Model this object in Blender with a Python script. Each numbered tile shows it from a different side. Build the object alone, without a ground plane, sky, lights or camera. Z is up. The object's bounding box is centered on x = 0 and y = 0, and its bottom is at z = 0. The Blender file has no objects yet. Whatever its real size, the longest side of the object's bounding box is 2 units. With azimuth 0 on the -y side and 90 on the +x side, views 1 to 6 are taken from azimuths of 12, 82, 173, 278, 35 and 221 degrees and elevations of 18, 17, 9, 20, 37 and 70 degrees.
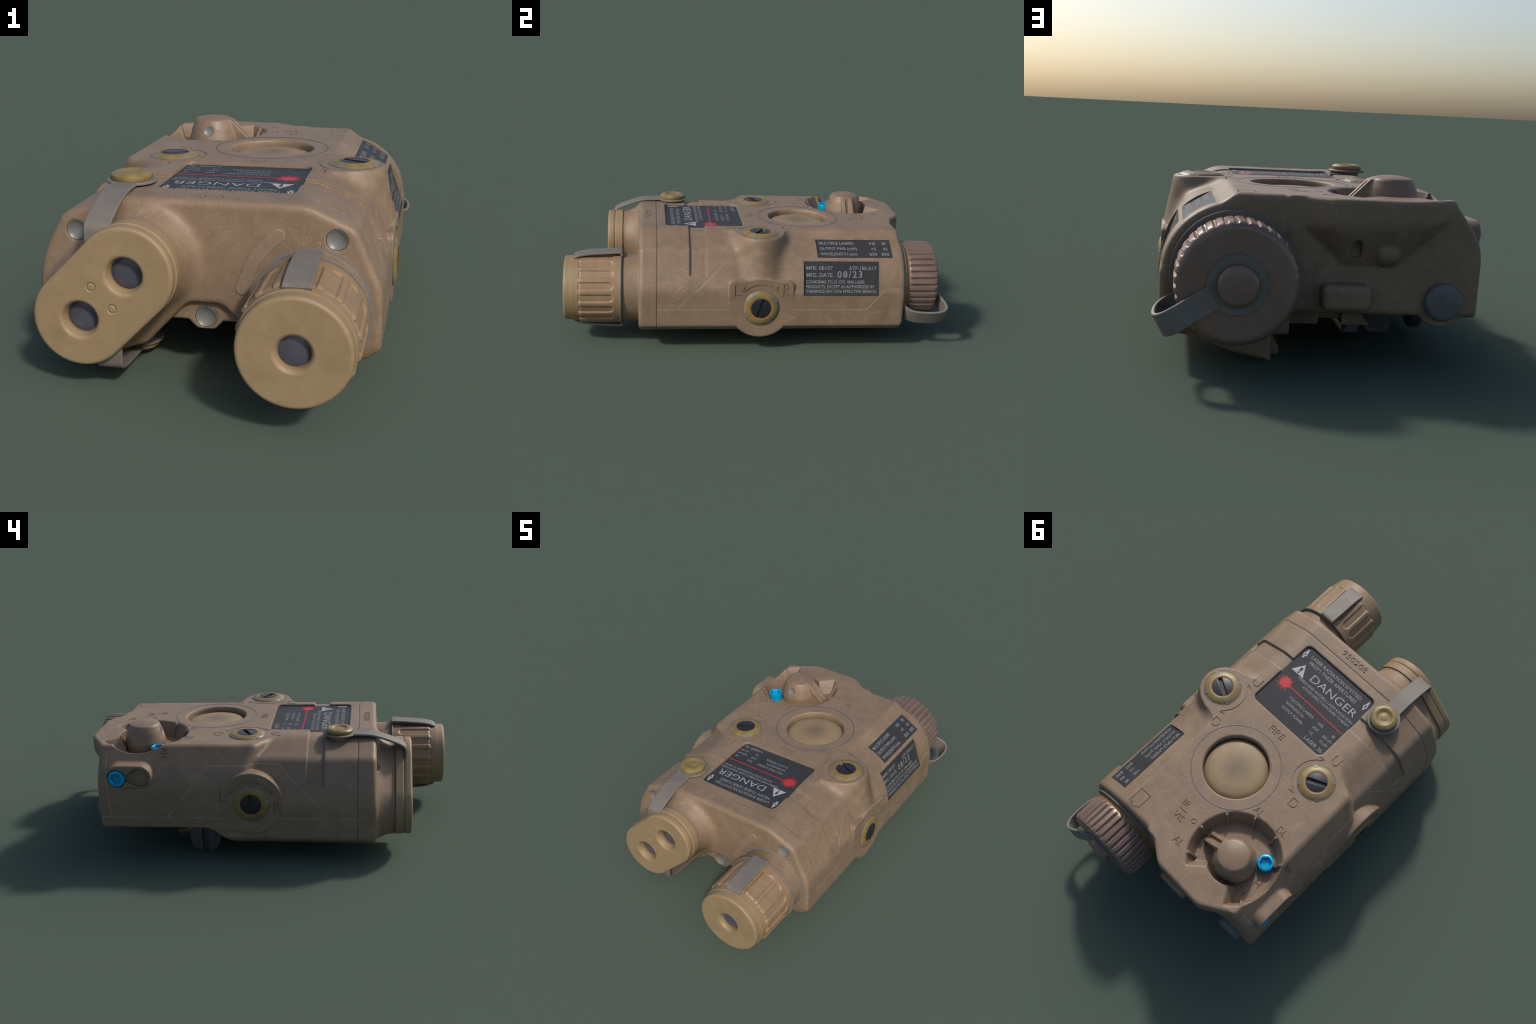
"""A hand-sized tan aiming-laser housing (weapon accessory), modelled part by part.
Frame: metres, z up, front (apertures) toward -y, longest side 2 m."""
import bpy, bmesh, math, random
import numpy as np
from mathutils import Vector, Matrix

random.seed(7)
np.random.seed(7)
COL = bpy.context.scene.collection
pi = math.pi

# ------------------------------------------------------------------ materials
def new_mat(name):
    m = bpy.data.materials.new(name)
    m.use_nodes = True
    nt = m.node_tree
    return m, nt, nt.nodes["Principled BSDF"]

def nd(nt, kind, **kw):
    n = nt.nodes.new(kind)
    for k, v in kw.items():
        setattr(n, k, v)
    return n

def noise(nt, vec, scale, detail=4.0, rough=0.55):
    n = nd(nt, "ShaderNodeTexNoise")
    n.inputs["Scale"].default_value = scale
    n.inputs["Detail"].default_value = detail
    n.inputs["Roughness"].default_value = rough
    nt.links.new(vec, n.inputs["Vector"])
    return n.outputs["Fac"]

def ramp(nt, fac, a, b, lo=0.0, hi=1.0):
    n = nd(nt, "ShaderNodeMapRange")
    n.inputs["From Min"].default_value = a
    n.inputs["From Max"].default_value = b
    n.inputs["To Min"].default_value = lo
    n.inputs["To Max"].default_value = hi
    nt.links.new(fac, n.inputs["Value"])
    return n.outputs["Result"]

def mix(nt, fac, a, b, mode="MIX"):
    n = nd(nt, "ShaderNodeMix", data_type="RGBA", blend_type=mode)
    for sock, v in ((n.inputs[0], fac), (n.inputs[6], a), (n.inputs[7], b)):
        if isinstance(v, (int, float)):
            sock.default_value = v
        elif isinstance(v, tuple):
            sock.default_value = (*v, 1.0)
        else:
            nt.links.new(v, sock)
    return n.outputs[2]

def math_node(nt, op, a, b=None, c=None):
    n = nd(nt, "ShaderNodeMath", operation=op)
    for i, v in enumerate((a, b, c)):
        if v is None:
            continue
        if isinstance(v, (int, float)):
            n.inputs[i].default_value = v
        else:
            nt.links.new(v, n.inputs[i])
    return n.outputs[0]

def bump(nt, bsdf, height, strength, dist):
    b = nd(nt, "ShaderNodeBump")
    b.inputs["Strength"].default_value = strength
    b.inputs["Distance"].default_value = dist
    nt.links.new(height, b.inputs["Height"])
    nt.links.new(b.outputs["Normal"], bsdf.inputs["Normal"])

def coords(nt):
    return nd(nt, "ShaderNodeTexCoord").outputs["Object"]

def stretched(nt, co, sx, sy, sz, rz=0.0):
    mp = nd(nt, "ShaderNodeMapping")
    mp.inputs["Scale"].default_value = (sx, sy, sz)
    mp.inputs["Rotation"].default_value = (0.3, 0.5, rz)
    nt.links.new(co, mp.inputs["Vector"])
    return mp.outputs["Vector"]

def scratches(nt, co, amount):
    """sparse thin light scuffs: contour lines of stretched noise, broken up."""
    out = None
    for rz, sc in ((0.7, 3.1), (2.2, 2.3), (-0.4, 4.0)):
        v = stretched(nt, co, sc, sc * 0.12, sc * 0.5, rz)
        f = noise(nt, v, 5.0, 1.0, 0.4)
        line = ramp(nt, math_node(nt, "ABSOLUTE", math_node(nt, "SUBTRACT", f, 0.5)), 0.0, 0.006, 1.0, 0.0)
        out = line if out is None else math_node(nt, "MAXIMUM", out, line)
    brk = ramp(nt, noise(nt, co, 6.0, 3.0), 0.52, 0.68)
    return math_node(nt, "MULTIPLY", math_node(nt, "MULTIPLY", out, brk), amount)

def painted_mat(name, dark, mid, light, rough=0.55, speck=0.35, scr=0.35, metallic=0.0, fine=260.0, lines=False, spec=0.5, grime=None, grit=1.0):
    m, nt, b = new_mat(name)
    co = coords(nt)
    big = noise(nt, co, 3.2, 5.0, 0.6)
    med = noise(nt, co, 17.0, 6.0, 0.65)
    c = mix(nt, ramp(nt, big, 0.34, 0.68), dark, mid)
    c = mix(nt, ramp(nt, med, 0.45, 0.75, 0.0, 0.55), c, light)
    # blotchy grime between the big patches
    gr = ramp(nt, noise(nt, stretched(nt, co, 1.0, 1.3, 1.0, 0.6), 8.5, 7.0, 0.7), 0.54, 0.70, 0.0, 0.55)
    c = mix(nt, gr, c, tuple(v * 0.82 for v in dark))
    if grime:
        # greasy thumb mark on the middle of a button
        sep = nd(nt, "ShaderNodeSeparateXYZ")
        nt.links.new(co, sep.inputs[0])
        dx = math_node(nt, "SUBTRACT", sep.outputs[0], grime[0])
        dy = math_node(nt, "SUBTRACT", sep.outputs[1], grime[1])
        r = math_node(nt, "SQRT", math_node(nt, "ADD", math_node(nt, "MULTIPLY", dx, dx), math_node(nt, "MULTIPLY", dy, dy)))
        r = math_node(nt, "ADD", r, math_node(nt, "MULTIPLY", math_node(nt, "SUBTRACT", noise(nt, co, 22.0, 5.0, 0.65), 0.5), 0.07))
        c = mix(nt, ramp(nt, r, 0.015, 0.095, 0.75, 0.0), c, (0.105, 0.083, 0.052))
    grain = noise(nt, co, fine, 2.0, 0.6)
    c = mix(nt, ramp(nt, grain, 0.35, 0.65, 0.0, 0.22), c, dark)
    warm_speck = ramp(nt, noise(nt, co, 125.0, 2.0, 0.6), 0.56, 0.70, 0.0, 0.42 * grit)
    c = mix(nt, warm_speck, c, (light[0] * 1.12, light[1] * 0.98, light[2] * 0.92))
    cool = ramp(nt, noise(nt, stretched(nt, co, 1, 1, 1, 1.9), 150.0, 2.0, 0.6), 0.57, 0.72, 0.0, 0.42 * grit)
    c = mix(nt, cool, c, (dark[0] * 0.85, dark[1] * 0.9, dark[2] * 0.98))
    if speck > 0:
        sp = ramp(nt, noise(nt, co, 105.0, 2.0, 0.5), 0.66, 0.72, 0.0, speck)
        sp = math_node(nt, "MULTIPLY", sp, ramp(nt, noise(nt, co, 7.0, 3.0), 0.36, 0.60))
        c = mix(nt, sp, c, (light[0] * 1.35 + 0.04, light[1] * 1.5 + 0.05, light[2] * 1.75 + 0.06))
    if scr > 0:
        c = mix(nt, scratches(nt, co, scr), c, tuple(min(1, v * 1.35 + 0.03) for v in light))
    if lines:
        c = mix(nt, mold_lines(nt, co), c, tuple(min(1, v * 1.4 + 0.03) for v in light))
    nt.links.new(c, b.inputs["Base Color"])
    nt.links.new(ramp(nt, med, 0.3, 0.75, rough - 0.07, rough + 0.09), b.inputs["Roughness"])
    b.inputs["Metallic"].default_value = metallic
    b.inputs["Specular IOR Level"].default_value = spec
    bump(nt, b, math_node(nt, "ADD", noise(nt, co, 140.0, 3.0), grain), 0.13, 0.004)
    return m

def mold_lines(nt, co):
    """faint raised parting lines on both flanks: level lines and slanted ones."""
    sep = nd(nt, "ShaderNodeSeparateXYZ")
    nt.links.new(co, sep.inputs[0])
    x, y, z = sep.outputs
    flank = math_node(nt, "GREATER_THAN", math_node(nt, "ABSOLUTE", x), 0.43)
    def seg(y0, z0, y1, z1, w=0.0022):
        L = math.hypot(y1 - y0, z1 - z0)
        ty, tz = (y1 - y0) / L, (z1 - z0) / L
        dy, dz = math_node(nt, "SUBTRACT", y, y0), math_node(nt, "SUBTRACT", z, z0)
        t = math_node(nt, "ADD", math_node(nt, "MULTIPLY", dy, ty), math_node(nt, "MULTIPLY", dz, tz))
        d = math_node(nt, "ABSOLUTE", math_node(nt, "SUBTRACT", math_node(nt, "MULTIPLY", dz, ty), math_node(nt, "MULTIPLY", dy, tz)))
        on = math_node(nt, "LESS_THAN", d, w)
        on = math_node(nt, "MULTIPLY", on, math_node(nt, "GREATER_THAN", t, 0.0))
        return math_node(nt, "MULTIPLY", on, math_node(nt, "LESS_THAN", t, L))
    def side(sign, segs):
        acc = None
        for s in segs:
            v = seg(*s)
            acc = v if acc is None else math_node(nt, "MAXIMUM", acc, v)
        ok = math_node(nt, "GREATER_THAN" if sign > 0 else "LESS_THAN", x, 0.0)
        return math_node(nt, "MULTIPLY", acc, ok)
    right = side(1, [(-0.53, 0.229, -0.16, 0.229), (0.16, 0.229, 0.555, 0.229), (-0.43, 0.231, -0.177, 0.47),
                     (0.555, 0.228, 0.65, 0.34), (0.65, 0.34, 0.757, 0.34)])
    left = side(-1, [(-0.53, 0.243, -0.12, 0.243), (0.12, 0.243, 0.757, 0.243), (0.42, 0.244, 0.21, 0.505),
                     (0.21, 0.505, -0.14, 0.505), (-0.14, 0.505, -0.40, 0.244), (0.71, 0.24, 0.73, 0.56)])
    m = math_node(nt, "MULTIPLY", math_node(nt, "MAXIMUM", left, right), flank)
    return math_node(nt, "MULTIPLY", m, ramp(nt, noise(nt, co, 9.0, 2.0), 0.35, 0.6, 0.15, 0.6))

def plain_mat(name, col, rough=0.5, metallic=0.0, var=0.12, grain=0.0, spec=0.5):
    m, nt, b = new_mat(name)
    co = coords(nt)
    f = noise(nt, co, 24.0, 5.0, 0.6)
    lo = tuple(v * (1 - var) for v in col)
    hi = tuple(min(1, v * (1 + var)) for v in col)
    nt.links.new(mix(nt, ramp(nt, f, 0.35, 0.65), lo, hi), b.inputs["Base Color"])
    b.inputs["Roughness"].default_value = rough
    b.inputs["Metallic"].default_value = metallic
    b.inputs["Specular IOR Level"].default_value = spec
    if grain:
        bump(nt, b, noise(nt, co, 180.0, 2.0), grain, 0.003)
    return m

M_BODY = painted_mat("tan_anodised_paint", (0.168, 0.115, 0.073), (0.225, 0.155, 0.099), (0.273, 0.192, 0.126), 0.52, 0.40, lines=True, spec=0.42)
M_INLAY = painted_mat("inlay_paint", (0.188, 0.135, 0.088), (0.240, 0.170, 0.110), (0.280, 0.202, 0.135), 0.52, 0.4, 0.2, spec=0.42)
M_DIAL = painted_mat("tan_dial_paint", (0.168, 0.111, 0.070), (0.218, 0.145, 0.091), (0.297, 0.204, 0.134), 0.48, 0.2, 0.2)
M_KNOB = painted_mat("focus_ring_paint", (0.218, 0.141, 0.078), (0.269, 0.174, 0.098), (0.319, 0.211, 0.122), 0.5, 0.2, 0.15)
M_RUBBER = painted_mat("tan_rubber", (0.230, 0.160, 0.085), (0.274, 0.192, 0.104), (0.300, 0.211, 0.116), 0.55, 0.05, 0.12, grit=0.35)
M_BUTTON = painted_mat("fire_button_rubber", (0.230, 0.160, 0.085), (0.274, 0.192, 0.104), (0.300, 0.211, 0.116), 0.55, 0.05, 0.12, grime=(0.050, 0.248), grit=0.3)
M_STRAP = painted_mat("grey_tether_rubber", (0.132, 0.116, 0.099), (0.160, 0.142, 0.122), (0.192, 0.173, 0.150), 0.55, 0.1, 0.12, grit=0.4)
M_BATT = painted_mat("bronze_battery_cap", (0.190, 0.128, 0.100), (0.225, 0.152, 0.120), (0.265, 0.184, 0.150), 0.36, 0.05, 0.15, metallic=0.35, grit=0.4)
M_GASKET = plain_mat("ochre_gasket", (0.20, 0.115, 0.03), 0.5)
M_BRASS = plain_mat("olive_brass_ring", (0.193, 0.136, 0.046), 0.42, 0.0, 0.16, 0.05)
M_STEEL = plain_mat("grey_steel", (0.155, 0.153, 0.150), 0.38, 0.0, 0.1)
M_NOTCH = plain_mat("notch_steel", (0.143, 0.150, 0.161), 0.45, 0.0, 0.1)
M_SCREW = plain_mat("black_screw", (0.018, 0.020, 0.027), 0.36, 0.2, 0.15, 0.05)
M_SLOT = plain_mat("screw_slot_steel", (0.027, 0.027, 0.028), 0.45, 0.2, 0.2)
M_ORANGE = plain_mat("orange_seal", (0.22, 0.06, 0.02), 0.5)
M_BLUE = plain_mat("blue_anodised", (0.0, 0.33, 0.58), 0.28, 0.35, 0.06)
M_LENS = plain_mat("coated_lens", (0.058, 0.060, 0.082), 0.28, 0.0, 0.12)
M_LABEL = painted_mat("charcoal_label", (0.032, 0.033, 0.036), (0.038, 0.039, 0.042), (0.048, 0.048, 0.051), 0.5, 0.15, 0.2, spec=0.15, grit=0.2)
M_PRINT = plain_mat("white_print", (0.34, 0.345, 0.355), 0.5, 0, 0.1, spec=0.3)
M_PRINT2 = plain_mat("grey_print", (0.225, 0.23, 0.236), 0.5, 0, 0.1, spec=0.3)
M_RED = plain_mat("red_print", (0.42, 0.028, 0.034), 0.5, 0, 0.06, spec=0.3)
M_LINE = plain_mat("grey_oring", (0.085, 0.085, 0.10), 0.45, 0.1)
M_PAD = plain_mat("rear_rubber_plug", (0.115, 0.112, 0.112), 0.55, 0, 0.12, 0.05)
M_HARD = plain_mat("dark_clamp_metal", (0.07, 0.072, 0.075), 0.45, 0.35, 0.2, 0.05)

# ------------------------------------------------------------------ object helpers
def add(name, mesh, mat, parent=None, smooth=None):
    ob = bpy.data.objects.new(name, mesh)
    COL.objects.link(ob)
    if mat:
        mesh.materials.clear()
        mesh.materials.append(mat)
    if parent:
        ob.parent = parent
    if smooth is not None:
        shade(mesh, smooth)
    return ob

def shade(mesh, angle=35):
    if len(mesh.polygons) == 0:
        return
    mesh.polygons.foreach_set("use_smooth", [True] * len(mesh.polygons))
    mesh.set_sharp_from_angle(angle=math.radians(angle))

def mesh_from(name, verts, faces):
    me = bpy.data.meshes.new(name)
    me.from_pydata([tuple(v) for v in verts], [], [tuple(f) for f in faces])
    me.update()
    return me

def fix_normals(me):
    bm = bmesh.new()
    bm.from_mesh(me)
    bmesh.ops.remove_doubles(bm, verts=bm.verts, dist=1e-6)
    bmesh.ops.recalc_face_normals(bm, faces=bm.faces)
    bm.to_mesh(me)
    bm.free()
    return me

AXIS = {"z": Matrix.Identity(4),
        "-z": Matrix.Rotation(pi, 4, 'X'),
        "x": Matrix.Rotation(pi / 2, 4, 'Y'),        # local z -> +x
        "-x": Matrix.Rotation(-pi / 2, 4, 'Y'),
        "y": Matrix.Rotation(-pi / 2, 4, 'X'),       # local z -> +y
        "-y": Matrix.Rotation(pi / 2, 4, 'X')}

def lathe(name, profile, mat, at, axis="z", seg=72, parent=None, angle=35):
    """profile: (r, h) pairs, revolved about local z, then aimed along axis."""
    vs, fs = [], []
    rows = []
    for r, h in profile:
        if r < 1e-6:
            rows.append([len(vs)])
            vs.append((0, 0, h))
        else:
            rows.append(list(range(len(vs), len(vs) + seg)))
            for i in range(seg):
                a = 2 * pi * i / seg
                vs.append((r * math.cos(a), r * math.sin(a), h))
    for A, B in zip(rows, rows[1:]):
        for i in range(seg):
            j = (i + 1) % seg
            if len(A) == 1 and len(B) == 1:
                continue
            if len(A) == 1:
                fs.append((A[0], B[i], B[j]))
            elif len(B) == 1:
                fs.append((A[i], B[0], A[j]))
            else:
                fs.append((A[i], B[i], B[j], A[j]))
    me = mesh_from(name, vs, fs)
    me.transform(Matrix.Translation(at) @ AXIS[axis])
    fix_normals(me)
    return add(name, me, mat, parent, angle)

def catmull(pts, n=10):
    P = [Vector(p) for p in pts]
    P = [2 * P[0] - P[1]] + P + [2 * P[-1] - P[-2]]
    out = []
    for i in range(1, len(P) - 2):
        a, b, c, d = P[i - 1:i + 3]
        for k in range(n):
            t = k / n
            out.append(0.5 * ((2 * b) + (c - a) * t + (2 * a - 5 * b + 4 * c - d) * t * t + (3 * b - a - 3 * c + d) * t ** 3))
    out.append(P[-2])
    return out

def band_mesh(name, pts, side, width, thick, n=10, rnd=0.0025):
    """flat strap swept along pts; side = width direction."""
    C = catmull(pts, n)
    side = Vector(side).normalized()
    vs, fs = [], []
    sec = []
    w, t = width / 2, thick / 2
    for sx, sy in ((1, 1), (-1, 1), (-1, -1), (1, -1)):
        order = ((0, rnd), (rnd, 0)) if sx * sy > 0 else ((rnd, 0), (0, rnd))
        for dx, dy in order:
            sec.append((sx * (w - dx), sy * (t - dy)))
    for i, p in enumerate(C):
        tan = (C[min(i + 1, len(C) - 1)] - C[max(i - 1, 0)]).normalized()
        nrm = side.cross(tan).normalized()
        for a, b in sec:
            vs.append(p + side * a + nrm * b)
    m = len(sec)
    for i in range(len(C) - 1):
        for k in range(m):
            fs.append((i * m + k, i * m + (k + 1) % m, (i + 1) * m + (k + 1) % m, (i + 1) * m + k))
    fs.append(tuple(range(m)))
    fs.append(tuple(range((len(C) - 1) * m, len(C) * m)))
    return fix_normals(mesh_from(name, vs, fs))

def prism_mesh(name, poly, h0, h1, M=None):
    """simple polygon (x, y) extruded from h0 to h1 along local z."""
    n = len(poly)
    vs = [(x, y, h0) for x, y in poly] + [(x, y, h1) for x, y in poly]
    fs = [tuple(reversed(range(n))), tuple(range(n, 2 * n))]
    fs += [(i, (i + 1) % n, n + (i + 1) % n, n + i) for i in range(n)]
    me = mesh_from(name, vs, fs)
    if M is not None:
        me.transform(M)
    return fix_normals(me)

def bevel(me, w, seg=2, ang=30):
    bm = bmesh.new()
    bm.from_mesh(me)
    es = [e for e in bm.edges if len(e.link_faces) == 2 and e.calc_face_angle(0) > math.radians(ang)]
    bmesh.ops.bevel(bm, geom=es, offset=w, segments=seg, affect='EDGES', profile=0.6)
    bm.to_mesh(me)
    bm.free()
    return me

def join_meshes(name, meshes):
    bm = bmesh.new()
    for me in meshes:
        bm.from_mesh(me)
    out = bpy.data.meshes.new(name)
    bm.to_mesh(out)
    bm.free()
    for me in meshes:
        bpy.data.meshes.remove(me)
    return out

def text_mesh(s, height, width=None, depth=0.0, offset=0.0, center=True, spacing=1.0):
    """mesh of a line of text in the XY plane; cap height `height`, squeezed to `width`."""
    cu = bpy.data.curves.new("t", "FONT")
    cu.body = s
    cu.size = 1.0
    cu.extrude = 0.5 if depth else 0.0
    cu.offset = offset
    cu.space_character = spacing
    cu.resolution_u = 3
    ob = bpy.data.objects.new("t", cu)
    COL.objects.link(ob)
    dg = bpy.context.evaluated_depsgraph_get()
    me = bpy.data.meshes.new_from_object(ob.evaluated_get(dg))
    bpy.data.objects.remove(ob)
    bpy.data.curves.remove(cu)
    co = np.empty(len(me.vertices) * 3)
    me.vertices.foreach_get("co", co)
    co = co.reshape(-1, 3)
    lo, hi = co.min(0), co.max(0)
    cap = 0.688
    sy = height / cap
    sx = (width / (hi[0] - lo[0])) if width else sy
    ox = (lo[0] + hi[0]) / 2 if center else lo[0]
    co[:, 0] = (co[:, 0] - ox) * sx
    co[:, 1] = (co[:, 1] - cap / 2) * sy
    co[:, 2] *= depth
    me.vertices.foreach_set("co", co.ravel())
    me.update()
    return me

# ------------------------------------------------------------------ solid modelling with distance fields
def smin(a, b, k):
    if np.isscalar(k) and k <= 0:
        return np.minimum(a, b)
    h = np.clip(0.5 + 0.5 * (b - a) / k, 0, 1)
    return b + (a - b) * h - k * h * (1 - h)

def smax(a, b, k):
    return -smin(-a, -b, k)

def half(a, b, p, q):
    """2D half-plane through p and q, outside on the left-hand normal of p->q reversed (q-p rotated -90)."""
    dx, dy = q[0] - p[0], q[1] - p[1]
    L = math.hypot(dx, dy)
    return ((a - p[0]) * dy - (b - p[1]) * dx) / L

def convex(a, b, pts, k=0.01):
    """convex polygon, points counter-clockwise."""
    d = None
    for p, q in zip(pts, pts[1:] + pts[:1]):
        h = half(a, b, p, q)
        d = h if d is None else smax(d, h, k)
    return d

def slab(v, lo, hi):
    return np.maximum(lo - v, v - hi)

def capsule2(a, b, p, q):
    px, py = a - p[0], b - p[1]
    dx, dy = q[0] - p[0], q[1] - p[1]
    t = np.clip((px * dx + py * dy) / (dx * dx + dy * dy), 0, 1)
    return np.hypot(px - t * dx, py - t * dy)

def rbox2(a, b, ca, cb, ha, hb, r):
    qa, qb = np.abs(a - ca) - ha + r, np.abs(b - cb) - hb + r
    return np.hypot(np.maximum(qa, 0), np.maximum(qb, 0)) + np.minimum(np.maximum(qa, qb), 0) - r

def sstep(a, b, v):
    t = np.clip((v - a) / (b - a), 0, 1)
    return t * t * (3 - 2 * t)

def solidify(name, f, lo, hi, h, project=2):
    """surface-net mesh of f(x,y,z)=0; evaluates f only near the surface."""
    lo = np.array(lo, float)
    n = (np.ceil((np.array(hi) - lo) / h / 4).astype(int) + 1) * 4 + 1
    ax = [(lo[i] + h * np.arange(n[i])).astype(np.float32) for i in range(3)]
    # coarse pass at block centres picks the blocks the surface can touch
    nb = [(v + 3) // 4 for v in n]
    cg = np.meshgrid(*[lo[i] + h * (4 * np.arange(nb[i]) + 1.5) for i in range(3)], indexing="ij")
    C = f(*[g.ravel() for g in cg]).reshape(cg[0].shape)
    m = np.abs(C) < 6.6 * h
    up = lambda A: np.repeat(np.repeat(np.repeat(A, 4, 0), 4, 1), 4, 2)[:n[0], :n[1], :n[2]]
    D = up(C.astype(np.float32)).copy()
    Mk = up(m)
    I, J, K = np.nonzero(Mk)
    D[I, J, K] = f(ax[0][I], ax[1][J], ax[2][K])
    D[0], D[-1] = 1, 1
    D[:, 0], D[:, -1] = 1, 1
    D[:, :, 0], D[:, :, -1] = 1, 1
    S = D < 0
    cnt = np.zeros(tuple(v - 1 for v in n), np.int8)
    for i in (0, 1):
        for j in (0, 1):
            for k in (0, 1):
                cnt += S[i:n[0] - 1 + i, j:n[1] - 1 + j, k:n[2] - 1 + k]
    ci, cj, ck = np.nonzero((cnt > 0) & (cnt < 8))
    idx = -np.ones(cnt.shape, np.int64)
    idx[ci, cj, ck] = np.arange(len(ci))
    P = np.zeros((len(ci), 3)); W = np.zeros(len(ci))
    corner = [(i, j, k) for i in (0, 1) for j in (0, 1) for k in (0, 1)]
    for a in corner:
        for d in range(3):
            if a[d]:
                continue
            b = list(a); b[d] = 1
            va = D[ci + a[0], cj + a[1], ck + a[2]]; vb = D[ci + b[0], cj + b[1], ck + b[2]]
            cr = (va < 0) != (vb < 0)
            t = np.where(cr, va / np.where(cr, va - vb, 1), 0)
            for e in range(3):
                P[:, e] += cr * (a[e] + (t if e == d else 0))
            W += cr
    P = lo + h * (np.stack([ci, cj, ck], 1) + P / W[:, None])
    for _ in range(project):
        e = h * 0.25
        d0 = f(P[:, 0], P[:, 1], P[:, 2])
        G = np.stack([f(P[:, 0] + e, P[:, 1], P[:, 2]) - d0, f(P[:, 0], P[:, 1] + e, P[:, 2]) - d0,
                      f(P[:, 0], P[:, 1], P[:, 2] + e) - d0], 1) / e
        g2 = np.maximum((G * G).sum(1), 0.3)
        step = np.clip(-d0 / g2, -h * 0.5, h * 0.5)
        P += G * step[:, None]
    quads = []
    # edges along each axis
    for d in range(3):
        sl0 = [slice(1, -1)] * 3; sl1 = [slice(1, -1)] * 3
        sl0[d] = slice(0, -1); sl1[d] = slice(1, None)
        A, B = S[tuple(sl0)], S[tuple(sl1)]
        i, j, k = np.nonzero(A != B)
        pos = [i, j, k]
        off = [1, 1, 1]; off[d] = 0
        pos = [pos[q] + off[q] for q in range(3)]
        u, v = (d + 1) % 3, (d + 2) % 3
        def cell(du, dv):
            p = [x.copy() for x in pos]
            p[u] = p[u] - du; p[v] = p[v] - dv
            return idx[p[0], p[1], p[2]]
        Q = np.stack([cell(1, 1), cell(0, 1), cell(0, 0), cell(1, 0)], 1)
        inside_first = S[tuple(x for x in pos)]
        Q[~inside_first] = Q[~inside_first][:, ::-1]
        quads.append(Q)
    Q = np.concatenate(quads)
    Q = Q[(Q >= 0).all(1)]
    me = bpy.data.meshes.new(name)
    me.vertices.add(len(P)); me.vertices.foreach_set("co", P.astype(np.float32).ravel())
    me.loops.add(Q.size); me.loops.foreach_set("vertex_index", Q.astype(np.int32).ravel())
    me.polygons.add(len(Q))
    me.polygons.foreach_set("loop_start", np.arange(0, Q.size, 4, dtype=np.int32))
    me.update(calc_edges=True)
    me.validate()
    me.polygons.foreach_set("use_smooth", [True] * len(me.polygons))
    return me

# ------------------------------------------------------------------ dimensions
TOP = 0.593                       # top deck height
FRONT, REAR, REAR_L = -0.622, 0.757, 0.769       # end faces of the housing
SEAM = -0.53                      # front bezel joint
ILL = (0.3375, 0.277)              # illuminator axis (x, z)
DUAL = ((-0.206, 0.395), (-0.353, 0.247))   # twin laser apertures (x, z)
BAT = (0.300, 0.318)              # battery tube axis (x, z)
TUBE_R = 0.247
SCREW_A, SCREW_B = (0.396, 0.0), (-0.284, 0.037)
SCREW_R, SCREW_L = (0.0, 0.240), (-0.006, 0.322)   # flank screws (y, z)
DIAL = (-0.265, 0.575)
FIRE = (0.050, 0.248)
LABEL = (-0.203, 0.257, -0.482, -0.072)
TETHER = (-0.292, -0.435)
TUBE_LABELS = ((0.294, 0.693, (0.366, 0.5525), (0.4765, 0.4865)),     # y range, upper and lower edge (x, z)
               (0.218, 0.615, (0.489, 0.4720), (0.5495, 0.3030)))

def hull_section(x, z, k=0.014):
    """faceted front section; the left flank is a little fuller than the right."""
    r = convex(x, z, [(-1, 0.100), (0.500, 0.100), (0.552, 0.141), (0.552, 0.325), (0.466, 0.524), (0.312, TOP), (-1, TOP)], k)
    l = convex(-x, z, [(-1, 0.094), (0.515, 0.094), (0.557, 0.128), (0.560, 0.312), (0.531, 0.416), (0.469, 0.526), (0.312, TOP), (-1, TOP)], k)
    return np.maximum(r, l)

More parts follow.
